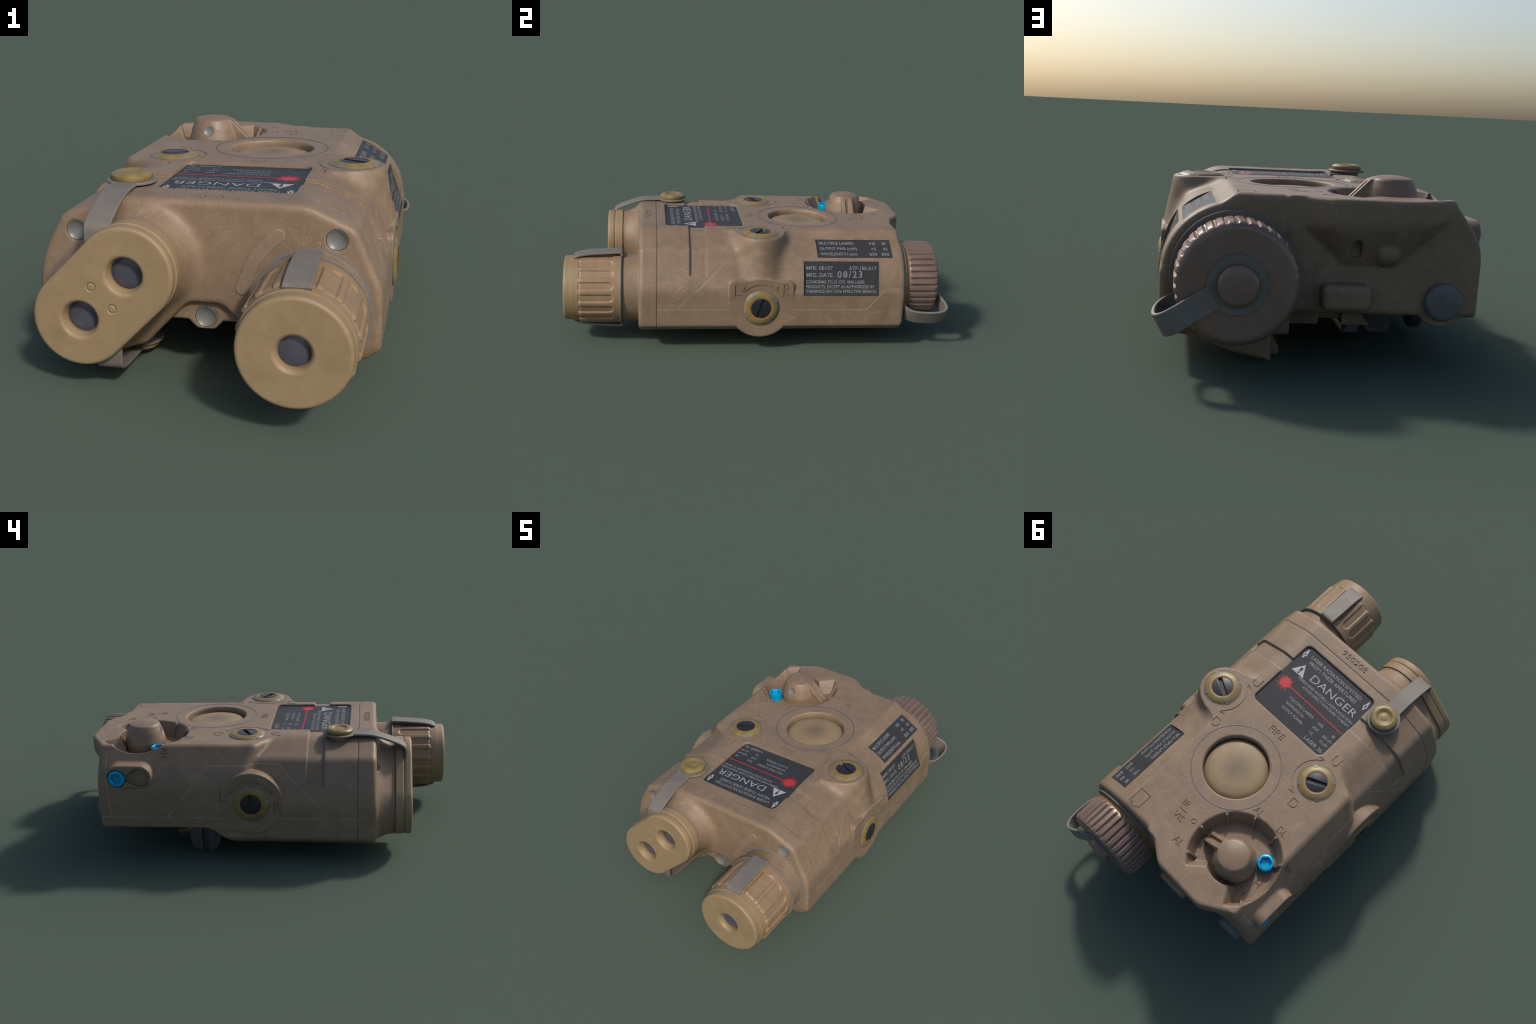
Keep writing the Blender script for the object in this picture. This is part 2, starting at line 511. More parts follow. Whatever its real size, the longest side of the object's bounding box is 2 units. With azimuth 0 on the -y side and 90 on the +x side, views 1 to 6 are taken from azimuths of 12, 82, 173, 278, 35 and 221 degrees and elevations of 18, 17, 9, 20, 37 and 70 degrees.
def housing(x, y, z):
    # --- front hull, fading into the round battery tube on the right rear
    hull = hull_section(x, z)
    tube = np.hypot(x - BAT[0], z - 0.315) - TUBE_R
    tube = smin(tube, convex(x, z, [(0.1, 0.105), (0.500, 0.102), (0.5515, 0.145), (0.5515, 0.32), (0.1, 0.32)], 0.012), 0.02)
    deck = convex(x, z, [(-0.1, 0.3), (0.27, 0.3), (0.345, 0.556), (0.308, TOP), (-0.1, TOP)], 0.014)
    tube = smin(tube, deck, 0.022)
    t = sstep(0.08, 0.27, y)
    right = hull * (1 - t) + tube * t
    right = np.maximum(right, -0.05 - x)
    right = smax(right, slab(y, FRONT, REAR), 0.026)
    left = smax(hull, slab(y, FRONT, 0.22), 0.026)
    left = smax(left, half(y, z, (0.218, 0.19), (0.095, 0.094)) * -1, 0.02)
    left = np.maximum(left, x - 0.05)
    d = np.minimum(right, left)
    # --- rear left block with its steeper flank
    rl = convex(x, z, [(-0.556, 0.183), (0.12, 0.190), (0.12, TOP), (-0.449, TOP), (-0.542, 0.468), (-0.561, 0.410)], 0.014)
    rl = smax(rl, -0.476 * (x + 0.25) - 0.879 * (y + 0.14), 0.03)
    rl = smax(rl, slab(y, -0.3, REAR_L), 0.024)
    d = smin(d, rl, 0.020)
    # --- rear bulge over the dial, tapering under to the rear wall
    bl = convex(x, y, [(0.12, 0.60), (0.112, 0.743), (-0.026, 0.842), (-0.30, 0.850), (-0.468, 0.750), (-0.44, 0.60)], 0.014)
    bl = smax(bl, slab(z, 0.36, TOP), 0.018)
    n = (0.100, -0.052); L = math.hypot(*n)
    bl = smax(bl, ((y - 0.848) * n[0] + (z - 0.508) * n[1]) / L, 0.012)
    bl = smax(bl, (0.50 * (x + 0.02) + 0.72 * (y - 0.846) - 0.55 * (z - 0.506)) / 1.04, 0.01)
    bl = smax(bl, (-0.48 * (x + 0.30) + 0.74 * (y - 0.848) - 0.55 * (z - 0.506)) / 1.04, 0.01)
    bl = smax(bl, -0.805 * (x + 0.452) + 0.593 * (z - TOP), 0.012)
    d = smin(d, bl, 0.008)
    # --- lower right: sloping underside down to the rail jaw
    lowr = convex(x, z, [(0.122, 0.008), (0.215, 0.008), (0.30, 0.040), (0.43, 0.068), (0.500, 0.096), (0.5510, 0.142), (0.5510, 0.25), (0.122, 0.25)], 0.004)
    lowr = np.maximum(lowr, -convex(x, z, [(0.05, 0.036), (0.123, 0.036), (0.160, 0.075), (0.125, 0.130), (0.05, 0.130)], 0.0))
    jaw = np.maximum(np.maximum(lowr, slab(y, -0.30, 0.64)), z - 0.2)
    tail = smax(np.maximum(lowr, 0.16 - x), slab(y, FRONT + 0.004, 0.748), 0.02)
    tail = np.maximum(tail, -np.maximum(x - 0.36, y + 0.42))
    d = smin(d, np.minimum(jaw, tail), 0.006)
    # --- tunnel for the rail
    tun = convex(x, z, [(-0.24, -0.2), (0.118, -0.2), (0.118, 0.185), (0.048, 0.257), (-0.062, 0.257), (-0.20, 0.11)], 0.02)
    tun = np.maximum(tun, y - 0.19)
    d = smax(d, -tun, 0.02)
    core = np.minimum(convex(x, z, [(-0.12, 0.192), (0.14, 0.192), (0.14, 0.3), (-0.12, 0.3)], 0.004),
                      convex(x, z, [(-0.038, 0.163), (0.02, 0.163), (0.055, 0.20), (0.055, 0.3), (-0.075, 0.3), (-0.075, 0.20)], 0.006))
    lug = smax(core, slab(y, -0.598, 0.1), 0.008)
    d = smin(d, lug, 0.004)
    # --- screw boss rising on the right shoulder, flank plates and lobes
    bossA = np.hypot(x - SCREW_A[0] - (TOP - z) * 0.20, y - SCREW_A[1]) - 0.113
    bossA = smax(bossA, slab(z, 0.30, TOP), 0.016)
    d = smin(d, bossA, 0.034 + 0.056 * sstep(0.49, 0.59, z))     # fillet widens toward the deck
    d = smax(np.maximum(d, z - TOP), x - 0.5525, 0.006)
    plate = rbox2(y, z, 0.0, 0.300, 0.168, 0.086, 0.03)
    plate = smin(plate, np.hypot(y, z - 0.245) - 0.152, 0.012)
    plate = smax(plate, slab(x, 0.30, 0.5515 + 0.0028 * sstep(0.27, 0.32, z)), 0.005)
    d = np.minimum(d, plate)
    lobe = smax(np.hypot(y, z - SCREW_R[1]) - 0.164, slab(x, 0.33, 0.5515), 0.014)
    d = np.minimum(d, lobe)
    bossL = smax(np.hypot(y - SCREW_L[0], z - SCREW_L[1]) - 0.160, slab(x, -0.5615, -0.3), 0.006)
    d = smin(d, bossL, 0.004)
    # --- hex-screw pad on the left rear flank
    pad = capsule2(y, z, (0.660, 0.461), (0.545, 0.461)) - 0.058
    pad = smax(pad, slab(x, -0.5665, -0.35), 0.008)
    d = smin(d, pad, 0.008)
    pk = np.hypot(y - 0.548, z - 0.456) - 0.047
    pk = smin(pk, capsule2(y, z, (0.548, 0.454), (0.668, 0.449)) - 0.014, 0.05)
    pk = np.minimum(pk, np.hypot(y - 0.667, z - 0.449) - 0.047)
    d = smax(d, -np.maximum(pk, slab(x, -0.7, -0.538)), 0.006)
    # --- rear lugs: cylinder under the rubber plug, rectangular catch, bump
    cyl = np.hypot(x + 0.425, z - 0.24) - 0.094
    d = smin(d, smax(cyl, slab(y, 0.45, REAR_L - 0.004), 0.012), 0.006)
    cyl2 = np.hypot(x + 0.41, z - 0.220) - 0.110
    d = smin(d, smax(smax(cyl2, slab(y, 0.31, 0.70), 0.012), half(y, z, (0.31, 0.17), (0.38, 0.13)) * -1, 0.01), 0.006)
    catch = rbox2(x, z, -0.077, 0.258, 0.083, 0.044, 0.022)
    d = smin(d, smax(catch, slab(y, 0.70, 0.846), 0.022), 0.010)
    bp = np.sqrt((x + 0.218) ** 2 + (y - 0.768) ** 2 + (z - 0.41) ** 2) - 0.05
    d = smin(d, bp, 0.008)
    nk = np.hypot(x + 0.108, z - 0.435) - 0.018
    d = smax(d, -np.maximum(np.minimum(nk, np.maximum(np.abs(x + 0.108) - 0.018, slab(z, 0.39, 0.435))), slab(y, 0.770, 0.9)), 0.005)
    # --- twin-laser barrel and illuminator neck on the front face
    rr = 0.174 - 0.026 * sstep(-0.622, -0.708, y)
    barrel = capsule2(x, z, *DUAL) - rr
    d = smin(d, smax(barrel, slab(y, -0.715, -0.5), 0.006), 0.040)
    neck = np.hypot(x - ILL[0], z - ILL[1]) - 0.1755
    d = smin(d, smax(neck, slab(y, -0.712, -0.5), 0.004), 0.003)
    d = np.minimum(d, np.maximum(np.hypot(x - ILL[0], z - ILL[1]) - 0.16, slab(y, -0.9, -0.5)))
    # --- hollows: label, side channels, fire button, dial bowl, pin holes
    ch = np.maximum(np.abs(y + 0.323) - 0.043, np.maximum(0.400 - z, 0.20 - np.abs(x)))
    d = smax(d, -np.maximum(ch, -(hull_section(x, z, 0.014) + 0.0115)), 0.003)
    lb = rbox2(x, y, (LABEL[0] + LABEL[1]) / 2, (LABEL[2] + LABEL[3]) / 2, (LABEL[1] - LABEL[0]) / 2, (LABEL[3] - LABEL[2]) / 2, 0.03)
    d = smax(d, -np.maximum(lb, 0.582 - z), 0.004)
    fb = np.hypot(x - FIRE[0], y - FIRE[1]) - 0.160 - np.maximum(z - 0.58, 0) * 0.25
    d = smax(d, -np.maximum(fb, 0.545 - z), 0.006)
    rx, ry = x - DIAL[0], y - DIAL[1]
    rad = np.hypot(rx, ry)
    ang = np.arctan2(ry, rx)
    bowl = np.maximum((rad - 0.193 - (z - 0.52) * 0.45) * 0.92, 0.519 - z)
    # wedge left standing at the rear of the bowl
    wedge = np.maximum(np.maximum(w_side(rx, ry, z, 1), w_side(rx, ry, z, -1)), 0.132 - (TOP - z) * 0.15 - rad)
    bowl = smax(bowl, -wedge, 0.004)
    # detent ribs every 36 degrees
    for deg in (0, 36, -36, -72, -108, -144, 144):
        c, s = math.cos(math.radians(deg)), math.sin(math.radians(deg))
        rib = np.maximum(np.abs(-rx * s + ry * c) - 0.0065, 0.181 + (z - 0.52) * 0.45 - (rx * c + ry * s))
        bowl = smax(bowl, -np.maximum(rib, z - (TOP - 0.002)), 0.002)
    d = smax(d, -bowl, 0.006)
    for px, pz in ((0.407, 0.489), (-0.418, 0.477)):
        d = smax(d, -np.maximum(np.hypot(x - px, z - pz) - 0.0335, y + 0.600), 0.004)
    d = smax(d, -np.maximum(np.hypot(x + 0.008, z - 0.204) - 0.036, y + 0.580), 0.004)
    return d

def w_side(rx, ry, z, s):
    """flank planes of the wedge in the dial bowl, leaning outward with depth."""
    if s > 0:
        p, q = (0.055, 0.108), (0.135, 0.178)
    else:
        p, q = (-0.126, 0.205), (-0.082, 0.132)
    return half(rx, ry, p, q) - (TOP - z) * 0.55

# ------------------------------------------------------------------ root
root = bpy.data.objects.new("laser_aiming_device", None)
COL.objects.link(root)
root["label"] = "tan boxy weapon-mounted laser aiming device with three lens apertures"
root["category"] = "laser device"

H = 0.0042
main = lambda x, y, z: smax(housing(x, y, z), (SEAM + 0.0010) - y, 0.003)
def bezel(x, y, z):
    d = housing(x, y, z)
    return np.minimum(smax(d, y - (SEAM - 0.0010), 0.003), np.maximum(d + 0.004, y - (SEAM + 0.03)))

me = solidify("housing", main, (-0.585, -0.56, -0.02), (0.585, 0.86, 0.615), H)
body = add("housing", me, M_BODY, root)
me = solidify("front_bezel", bezel, (-0.585, -0.93, -0.02), (0.585, -0.48, 0.615), H)
front = add("front_bezel", me, M_BODY, root)

# ------------------------------------------------------------------ engraving
def top_M(x, y, z=TOP, rot=pi):
    return Matrix.Translation((x, y, z)) @ Matrix.Rotation(rot, 4, 'Z')

cut_top, cut_front = [], []
def engrave(s, x, y, h, w=None, z=TOP, lst=None, M=None, off=0.004):
    me = text_mesh(s, h, w, 0.0064, off)
    me.transform(M if M is not None else top_M(x, y, z))
    (cut_top if lst is None else lst).append(me)

def stroke(pts, w, M, depth=0.006, closed=False):
    """polyline groove cutter of width w in the local XY plane."""
    P = [Vector((*p, 0)) for p in pts]
    L, R = [], []
    n = len(P)
    for i, p in enumerate(P):
        a = P[i - 1] if (i > 0 or closed) else None
        b = P[(i + 1) % n] if (i < n - 1 or closed) else None
        t1 = (p - a).normalized() if a is not None else (b - p).normalized()
        t2 = (b - p).normalized() if b is not None else t1
        t = (t1 + t2).normalized()
        nn = Vector((-t.y, t.x, 0))
        k = w / 2 / max(0.4, nn.dot(Vector((-t2.y, t2.x, 0))))
        L.append((p + nn * k).to_2d()); R.append((p - nn * k).to_2d())
    vs = [(*p, z) for z in (-depth / 2, depth / 2) for q in (L, R) for p in q]
    fs = []
    m = n
    rng = range(n) if closed else range(n - 1)
    for i in rng:
        j = (i + 1) % n
        fs += [(i, j, m + j, m + i), (2 * m + i, 3 * m + i, 3 * m + j, 2 * m + j),
               (i, 2 * m + i, 2 * m + j, j), (m + i, m + j, 3 * m + j, 3 * m + i)]
    if not closed:
        fs += [(0, m, 3 * m, 2 * m), (n - 1, 2 * m + n - 1, 3 * m + n - 1, m + n - 1)]
    me = mesh_from("stroke", vs, fs)
    me.transform(M)
    return fix_normals(me)

def arc_arrow(M, R, a0, a1, w, head):
    """double-headed curved arrow: thin arc with an outlined barb at each end."""
    out = [stroke([(R * math.cos(math.radians(a0 + (a1 - a0) * i / 24)), R * math.sin(math.radians(a0 + (a1 - a0) * i / 24))) for i in range(25)], w, M)]
    for a, s in ((a0, -1), (a1, 1)):
        a = math.radians(a)
        tx, ty = -math.sin(a) * s, math.cos(a) * s
        cx, cy = math.cos(a), math.sin(a)
        p = (R * cx + tx * head * 0.25, R * cy + ty * head * 0.25)
        out.append(stroke([(p[0] + cx * head * 0.65 - tx * head, p[1] + cy * head * 0.65 - ty * head),
                           (p[0] + cx * w * 0.6, p[1] + cy * w * 0.6)], w, M))
    return out

engrave("U", 0.291, -0.143, 0.052, 0.043)
engrave("D", 0.285, 0.153, 0.050, 0.044)
engrave("U", -0.279, -0.110, 0.052, 0.043)
engrave("D", -0.279, 0.189, 0.050, 0.044)
engrave("FIRE", 0.032, -0.017, 0.034, 0.088)
engrave("AL", -0.189, 0.333, 0.036, 0.050)
engrave("DL", -0.338, 0.329, 0.036, 0.050)
engrave("O", -0.002, 0.583, 0.027, 0.026)
engrave("IR", 0.082, 0.546, 0.033, 0.038)
engrave("VIS", 0.066, 0.616, 0.033, 0.058)
engrave("AL", -0.020, 0.701, 0.036, 0.050)
engrave("H", -0.418, 0.575, 0.036, 0.032, 0.519)
engrave("DH", -0.380, 0.652, 0.036, 0.055, 0.519)
cut_top.append(stroke([(-0.022, 0), (0.022, 0)], 0.005, top_M(0.073, 0.580)))
cut_top.append(stroke([(-0.030, -0.038), (-0.030, 0.042), (0.030, 0.042), (0.030, -0.038), (0.014, -0.038), (0.014, -0.048), (-0.012, -0.048), (-0.012, -0.038)],
                      0.0042, top_M(0.262, 0.684), closed=True))
cut_top += arc_arrow(Matrix.Translation((SCREW_A[0], SCREW_A[1], TOP)), 0.126, 132, 228, 0.006, 0.026)
cut_top += arc_arrow(Matrix.Translation((SCREW_B[0], SCREW_B[1], TOP)), 0.118, -62, 66, 0.006, 0.026)
# AH on the left slope
sl = Matrix.Translation((-0.474, 0.432, 0.5590)) @ Matrix.Rotation(-math.atan2(0.125, 0.092), 4, 'Y') @ Matrix.Rotation(pi, 4, 'Z')
engrave("AH", 0, 0, 0.034, 0.052, M=sl)
# L / R on the flanks with their curved arrows
Rm = Matrix.Translation((0.5538, 0, 0.245)) @ Matrix(((0, 0, 1, 0), (1, 0, 0, 0), (0, 1, 0, 0), (0, 0, 0, 1)))
Lm = Matrix.Translation((-0.5615, -0.006, 0.322)) @ Matrix(((0, 0, -1, 0), (-1, 0, 0, 0), (0, 1, 0, 0), (0, 0, 0, 1)))
for s, u, v in (("L", -0.118, 0.088), ("R", 0.132, 0.088)):
    engrave(s, 0, 0, 0.066, 0.038, M=Rm @ Matrix.Translation((u, v, 0)))
cut_top += arc_arrow(Rm, 0.115, 44, 136, 0.011, 0.028)
for s, u, v in (("L", -0.137, 0.038), ("R", 0.132, -0.018)):
    me = text_mesh(s, 0.064, 0.037, 0.008, 0.004)
    me.transform(Lm @ Matrix.Translation((u, v, 0)))
    cut_top.append(me)
cut_top += arc_arrow(Lm, 0.115, 28, 152, 0.009, 0.020)
def tube_frame(spec):
    """frame of a flat label on the tube: x along +y, y up the flank, z outward; origin at the upper front corner."""
    y0, y1, p, q = spec
    up = Vector((p[0] - q[0], 0, p[1] - q[1]))
    hgt = up.length
    up.normalize()
    out = Vector((up.z, 0, -up.x))
    return Matrix(((0, up.x, out.x, p[0]), (1, 0, 0, y0), (0, up.z, out.z, p[1]), (0, 0, 0, 1))), y1 - y0, hgt

for spec in TUBE_LABELS:                       # pockets milled flat into the round tube
    M, wid, hgt = tube_frame(spec)
    cut_top.append(prism_mesh("pocket", [(0, -hgt), (wid, -hgt), (wid, 0), (0, 0)], 0.0, 0.03, M))
engrave("950208", 0.023, -0.571, 0.030, 0.160, lst=cut_front)

def carve(ob, cutters):
    for m in cutters:
        fix_normals(m)
    cm = join_meshes("cutter", cutters)
    bm = bmesh.new(); bm.from_mesh(cm)
    bmesh.ops.triangulate(bm, faces=bm.faces)
    bm.to_mesh(cm); bm.free()
    co = bpy.data.objects.new("cutter", cm)
    COL.objects.link(co)
    md = ob.modifiers.new("engrave", "BOOLEAN")
    md.operation = "DIFFERENCE"
    md.object = co
    n0 = len(ob.data.vertices)
    done = False
    for solver in ("MANIFOLD", "EXACT"):
        md.solver = solver
        dg = bpy.context.evaluated_depsgraph_get()
        nm = bpy.data.meshes.new_from_object(ob.evaluated_get(dg))
        if len(nm.vertices) > n0 * 0.9 and len(nm.vertices) != n0:
            done = True
            break
    ob.modifiers.clear()
    if done:
        old = ob.data
        ob.data = nm
        nm.name = old.name
        bpy.data.meshes.remove(old)
    print("engrave", ob.name, solver, done, n0, len(ob.data.vertices))
    bpy.data.objects.remove(co)
    shade(ob.data, 40)
    if len(ob.data.materials) == 0:
        ob.data.materials.append(M_BODY)

carve(body, cut_top)
carve(front, cut_front)

# ------------------------------------------------------------------ labels
def rounded_rect(x0, x1, y0, y1, r, n=6):
    pts = []
    for cx, cy, a0 in ((x1 - r, y1 - r, 0), (x0 + r, y1 - r, 90), (x0 + r, y0 + r, 180), (x1 - r, y0 + r, 270)):
        for i in range(n + 1):
            a = math.radians(a0 + 90 * i / n)
            pts.append((cx + r * math.cos(a), cy + r * math.sin(a)))
    return pts

LZ = 0.5835
danger = add("danger_label", prism_mesh("danger_label", rounded_rect(LABEL[0] + 0.001, LABEL[1] - 0.001, LABEL[2] + 0.001, LABEL[3] - 0.001, 0.028), LZ - 0.003, LZ), M_LABEL, root)
PZ = LZ + 0.0006
def put_label_text(rows, mat, name, weight=0.004):
    ms = []
    for s, u0, u1, v, h in rows:
        me = text_mesh(s, h, (u1 - u0) * 0.458, 0.0, weight)
        me.transform(top_M(0.257 - (u0 + u1) / 2 * 0.458, -0.474 + v * 0.386, PZ))
        ms.append(me)
    return add(name, join_meshes(name, ms), mat, danger)

put_label_text([("LASER RADIATION EMITTED", 0.127, 0.864, 0.080, 0.0185), ("FROM THESE APERTURES", 0.157, 0.842, 0.160, 0.0185),
                ("VISIBLE AND INVISIBLE LASER RADIATION", 0.185, 0.978, 0.415, 0.0145), ("AVOID DIRECT EXPOSURE TO BEAM", 0.305, 0.975, 0.478, 0.0145),
                ("MULTIPLE LASERS:", 0.290, 0.645, 0.704, 0.0155), ("WAVELENGTH:", 0.295, 0.560, 0.782, 0.0155), ("OUTPUT POWER:", 0.298, 0.606, 0.862, 0.0155),
                ("VIS", 0.715, 0.790, 0.710, 0.0155), ("650", 0.708, 0.782, 0.790, 0.0155), ("<5", 0.716, 0.764, 0.874, 0.0150),
                ("IR", 0.930, 0.968, 0.714, 0.0155), ("830 nM", 0.855, 0.975, 0.796, 0.0155), ("45 mW", 0.868, 0.975, 0.873, 0.0155),
                ("LASER 3b", 0.725, 0.975, 0.968, 0.0190)], M_PRINT2, "lettering")
put_label_text([("DANGER", 0.300, 0.945, 0.297, 0.0430)], M_PRINT, "danger_word", -0.012)

def lab_pt(u, v):
    return (0.257 - u * 0.458, -0.474 + v * 0.386)

def flat_poly(name, polys, z0, z1, mat, parent):
    return add(name, join_meshes(name, [prism_mesh("p", p, z0, z1) for p in polys]), mat, parent)

def uv_poly(pts):
    return [lab_pt(u, v) for u, v in pts]

# warning triangle with exclamation mark, aperture arrows
tri_u, tri_v = 0.147, 0.330
flat_poly("warning_triangle", [uv_poly([(tri_u - 0.085, tri_v + 0.062), (tri_u + 0.085, tri_v + 0.062), (tri_u, tri_v - 0.105)])], PZ - 0.0004, PZ, M_PRINT, danger)
flat_poly("exclamation_mark", [uv_poly([(tri_u - 0.010, tri_v + 0.018), (tri_u + 0.010, tri_v + 0.018), (tri_u + 0.014, tri_v - 0.045), (tri_u - 0.014, tri_v - 0.045)]),
                               uv_poly([(tri_u - 0.010, tri_v + 0.046), (tri_u + 0.010, tri_v + 0.046), (tri_u + 0.010, tri_v + 0.028), (tri_u - 0.010, tri_v + 0.028)])],
          PZ, PZ + 0.0005, M_LABEL, danger)
arrows, hollows = [], []
for u, v in ((0.050, 0.110), (0.952, 0.112)):
    arrows.append(uv_poly([(u - 0.027, v + 0.022), (u + 0.027, v + 0.022), (u + 0.004, v - 0.085), (u - 0.004, v - 0.085)]))
    arrows.append(uv_poly([(u - 0.011, v + 0.062), (u + 0.011, v + 0.062), (u + 0.011, v + 0.023), (u - 0.011, v + 0.023)]))
    hollows.append(uv_poly([(u - 0.012, v + 0.012), (u + 0.012, v + 0.012), (u, v - 0.030)]))
flat_poly("aperture_arrow", arrows, PZ - 0.0004, PZ, M_PRINT, danger)
flat_poly("arrow_core", hollows, PZ, PZ + 0.0005, M_LABEL, danger)
# red burst and beam
cx, cy = lab_pt(0.129, 0.593)
burst = [[(cx + 0.027 * math.cos(a * pi / 16), cy + 0.027 * math.sin(a * pi / 16)) for a in range(32)]]
for i in range(22):
    a = 2 * pi * i / 22 + random.uniform(-0.05, 0.05)
    r = 0.047 if i % 2 == 0 else 0.037
    r += random.uniform(-0.003, 0.003)
    da = 0.075
    burst.append([(cx + 0.024 * math.cos(a - da * 1.6), cy + 0.024 * math.sin(a - da * 1.6)), (cx + r * math.cos(a - 0.02), cy + r * math.sin(a - 0.02)),
                  (cx + r * math.cos(a + 0.02), cy + r * math.sin(a + 0.02)), (cx + 0.024 * math.cos(a + da * 1.6), cy + 0.024 * math.sin(a + da * 1.6))])
ms = [prism_mesh("p", p, PZ - 0.0003, PZ + (0.0002 if i == 0 else 0.00005 * (i % 3))) for i, p in enumerate(burst)]
x1, y1 = lab_pt(0.985, 0.612)
ms.append(prism_mesh("p", [(cx, cy - 0.0024), (x1, y1 - 0.0024), (x1, y1 + 0.0024), (cx, cy + 0.0024)], PZ - 0.0003, PZ + 0.0004))
add("beam_burst", join_meshes("beam_burst", ms), M_RED, danger)

# flat labels set into the round battery tube
def tube_label(name, spec, rows):
    """spec: y range, upper edge, lower edge; rows: text, u0, u1 (m along y), fraction down, cap height."""
    M, wid, hgt = tube_frame(spec)
    e = 0.0006
    ob = add(name, prism_mesh(name, [(e, -hgt + e), (wid - e, -hgt + e), (wid - e, -e), (e, -e)], -0.002, 0.0012, M), M_LABEL, root)
    ms = []
    for s, u0, u1, fv, h in rows:
        t = text_mesh(s, h, u1 - u0, 0.0, 0.003, spacing=1.25 if s == "08/23" else 1.0)
        t.transform(M @ Matrix.Translation(((u0 + u1) / 2, -hgt * fv, 0.0018)))
        ms.append(t)
    add("lettering", join_meshes("lettering", ms), M_PRINT2, ob)
    return ob

tube_label("laser_class_label", TUBE_LABELS[0],
           [("MULTIPLE LASERS:", 0.018, 0.205, 0.215, 0.0195), ("OUTPUT PWR (mW)", 0.018, 0.215, 0.51, 0.0195), ("WAVELENGTH (nm)", 0.018, 0.212, 0.795, 0.0195),
            ("VIS", 0.284, 0.320, 0.215, 0.0195), ("IR", 0.356, 0.379, 0.215, 0.0195), ("<5", 0.291, 0.318, 0.51, 0.0185), ("45", 0.354, 0.381, 0.51, 0.0195),
            ("650", 0.278, 0.319, 0.795, 0.0195), ("830", 0.342, 0.382, 0.795, 0.0195)])
tube_label("maker_label", TUBE_LABELS[1],
           [("MFR: 0B107", 0.015, 0.153, 0.195, 0.0200), ("ATP-100-A17", 0.238, 0.384, 0.20, 0.0195), ("MFG. DATE:", 0.015, 0.156, 0.395, 0.0205),
            ("08/23", 0.178, 0.308, 0.375, 0.0330), ("CONFORMS TO 21 CFR 1040 LASER", 0.013, 0.322, 0.595, 0.0160),
            ("PRODUCTS, EXCEPT AS AUTHORIZED BY", 0.013, 0.374, 0.73, 0.0160), ("VARIANCE 00V-1576 EFFECTIVE 08/06/23.", 0.013, 0.385, 0.865, 0.0160)])

# ------------------------------------------------------------------ adjuster screws
def adjuster(at, axis, slot_deg, notch0):
    """brass dome ring, orange seal, slotted black screw; local z is outward."""
    ring = lathe("adjuster_ring", [(0.050, -0.01), (0.0925, -0.01), (0.0925, 0.0005), (0.0895, 0.0035), (0.077, 0.0090), (0.063, 0.0122), (0.0575, 0.0126), (0.0545, 0.0118), (0.0535, 0.0)],
                 M_BRASS, (0, 0, 0), "z", 64, root)
    ring.matrix_world = Matrix.Translation(at) @ AXIS[axis]
    lathe("seal", [(0.0515, 0.0), (0.0542, 0.0), (0.0542, 0.0122), (0.0534, 0.0126), (0.0515, 0.0118)], M_ORANGE, (0, 0, 0), "z", 64, ring)
    lathe("seat_line", [(0.090, -0.01), (0.0945, -0.01), (0.0945, 0.0006), (0.0935, 0.0014), (0.090, 0.0008)], M_LINE, (0, 0, 0), "z", 64, ring)
    # screw head: two half discs either side of the slot
    w, R, hh = 0.0105, 0.0520, 0.0112
    ms = []
    for s in (1, -1):
        a0 = math.asin(w / R)
        pts = [(R * math.cos(a0 + (pi - 2 * a0) * i / 24), s * R * math.sin(a0 + (pi - 2 * a0) * i / 24)) for i in range(25)]
        if s < 0:
            pts = pts[::-1]
        ms.append(bevel(prism_mesh("h", pts, -0.004, hh), 0.0018, 2, 50))
    rot = Matrix.Rotation(math.radians(slot_deg), 4, 'Z')
    hm = join_meshes("screw_head", ms)
    hm.transform(rot)
    add("screw_head", hm, M_SCREW, ring, 35)
    sm = prism_mesh("slot_floor", [(-0.05, -0.012), (0.05, -0.012), (0.05, 0.012), (-0.05, 0.012)], -0.005, 0.0015)
    sm.transform(rot)
    add("slot_floor", sm, M_SLOT, ring)
    for i in range(4):
        a = math.radians(notch0 + 90 * i)
        nm = prism_mesh("notch", [(0.078, -0.009), (0.0940, -0.009), (0.0940, 0.009), (0.078, 0.009)], 0.0, 0.012)
        for v in nm.vertices:
            if v.co.z > 0.005:
                v.co.z = 0.0098 if v.co.x < 0.085 else 0.0025
        nm.transform(Matrix.Rotation(a, 4, 'Z'))
        add("notch", nm, M_NOTCH, ring)
    return ring

adjuster((SCREW_A[0], SCREW_A[1], TOP), "z", math.degrees(math.atan2(-0.057, 0.107)), 62)
adjuster((SCREW_B[0], SCREW_B[1], TOP), "z", math.degrees(math.atan2(0.039, 0.085)), 45)
# flank screws: local x maps to -z (axis x) or +z (axis -x)
adjuster((0.5535, SCREW_R[0], SCREW_R[1]), "x", 180 - 18.6, 28)
adjuster((-0.5612, SCREW_L[0], SCREW_L[1]), "-x", 0, 10)

# ------------------------------------------------------------------ fire button
lathe("fire_button", [(0, 0.5775), (0.05, 0.5772), (0.10, 0.5745), (0.13, 0.571), (0.150, 0.565), (0.158, 0.555), (0.1585, 0.54), (0, 0.54)], M_BUTTON, (FIRE[0], FIRE[1], 0), "z", 72, root)
lathe("fire_button_ring", [(0.2165, -0.003), (0.2205, -0.003), (0.2205, 0.0008), (0.2185, 0.0014), (0.2165, 0.0008)], M_LINE, (FIRE[0], FIRE[1], TOP), "z", 96, root)

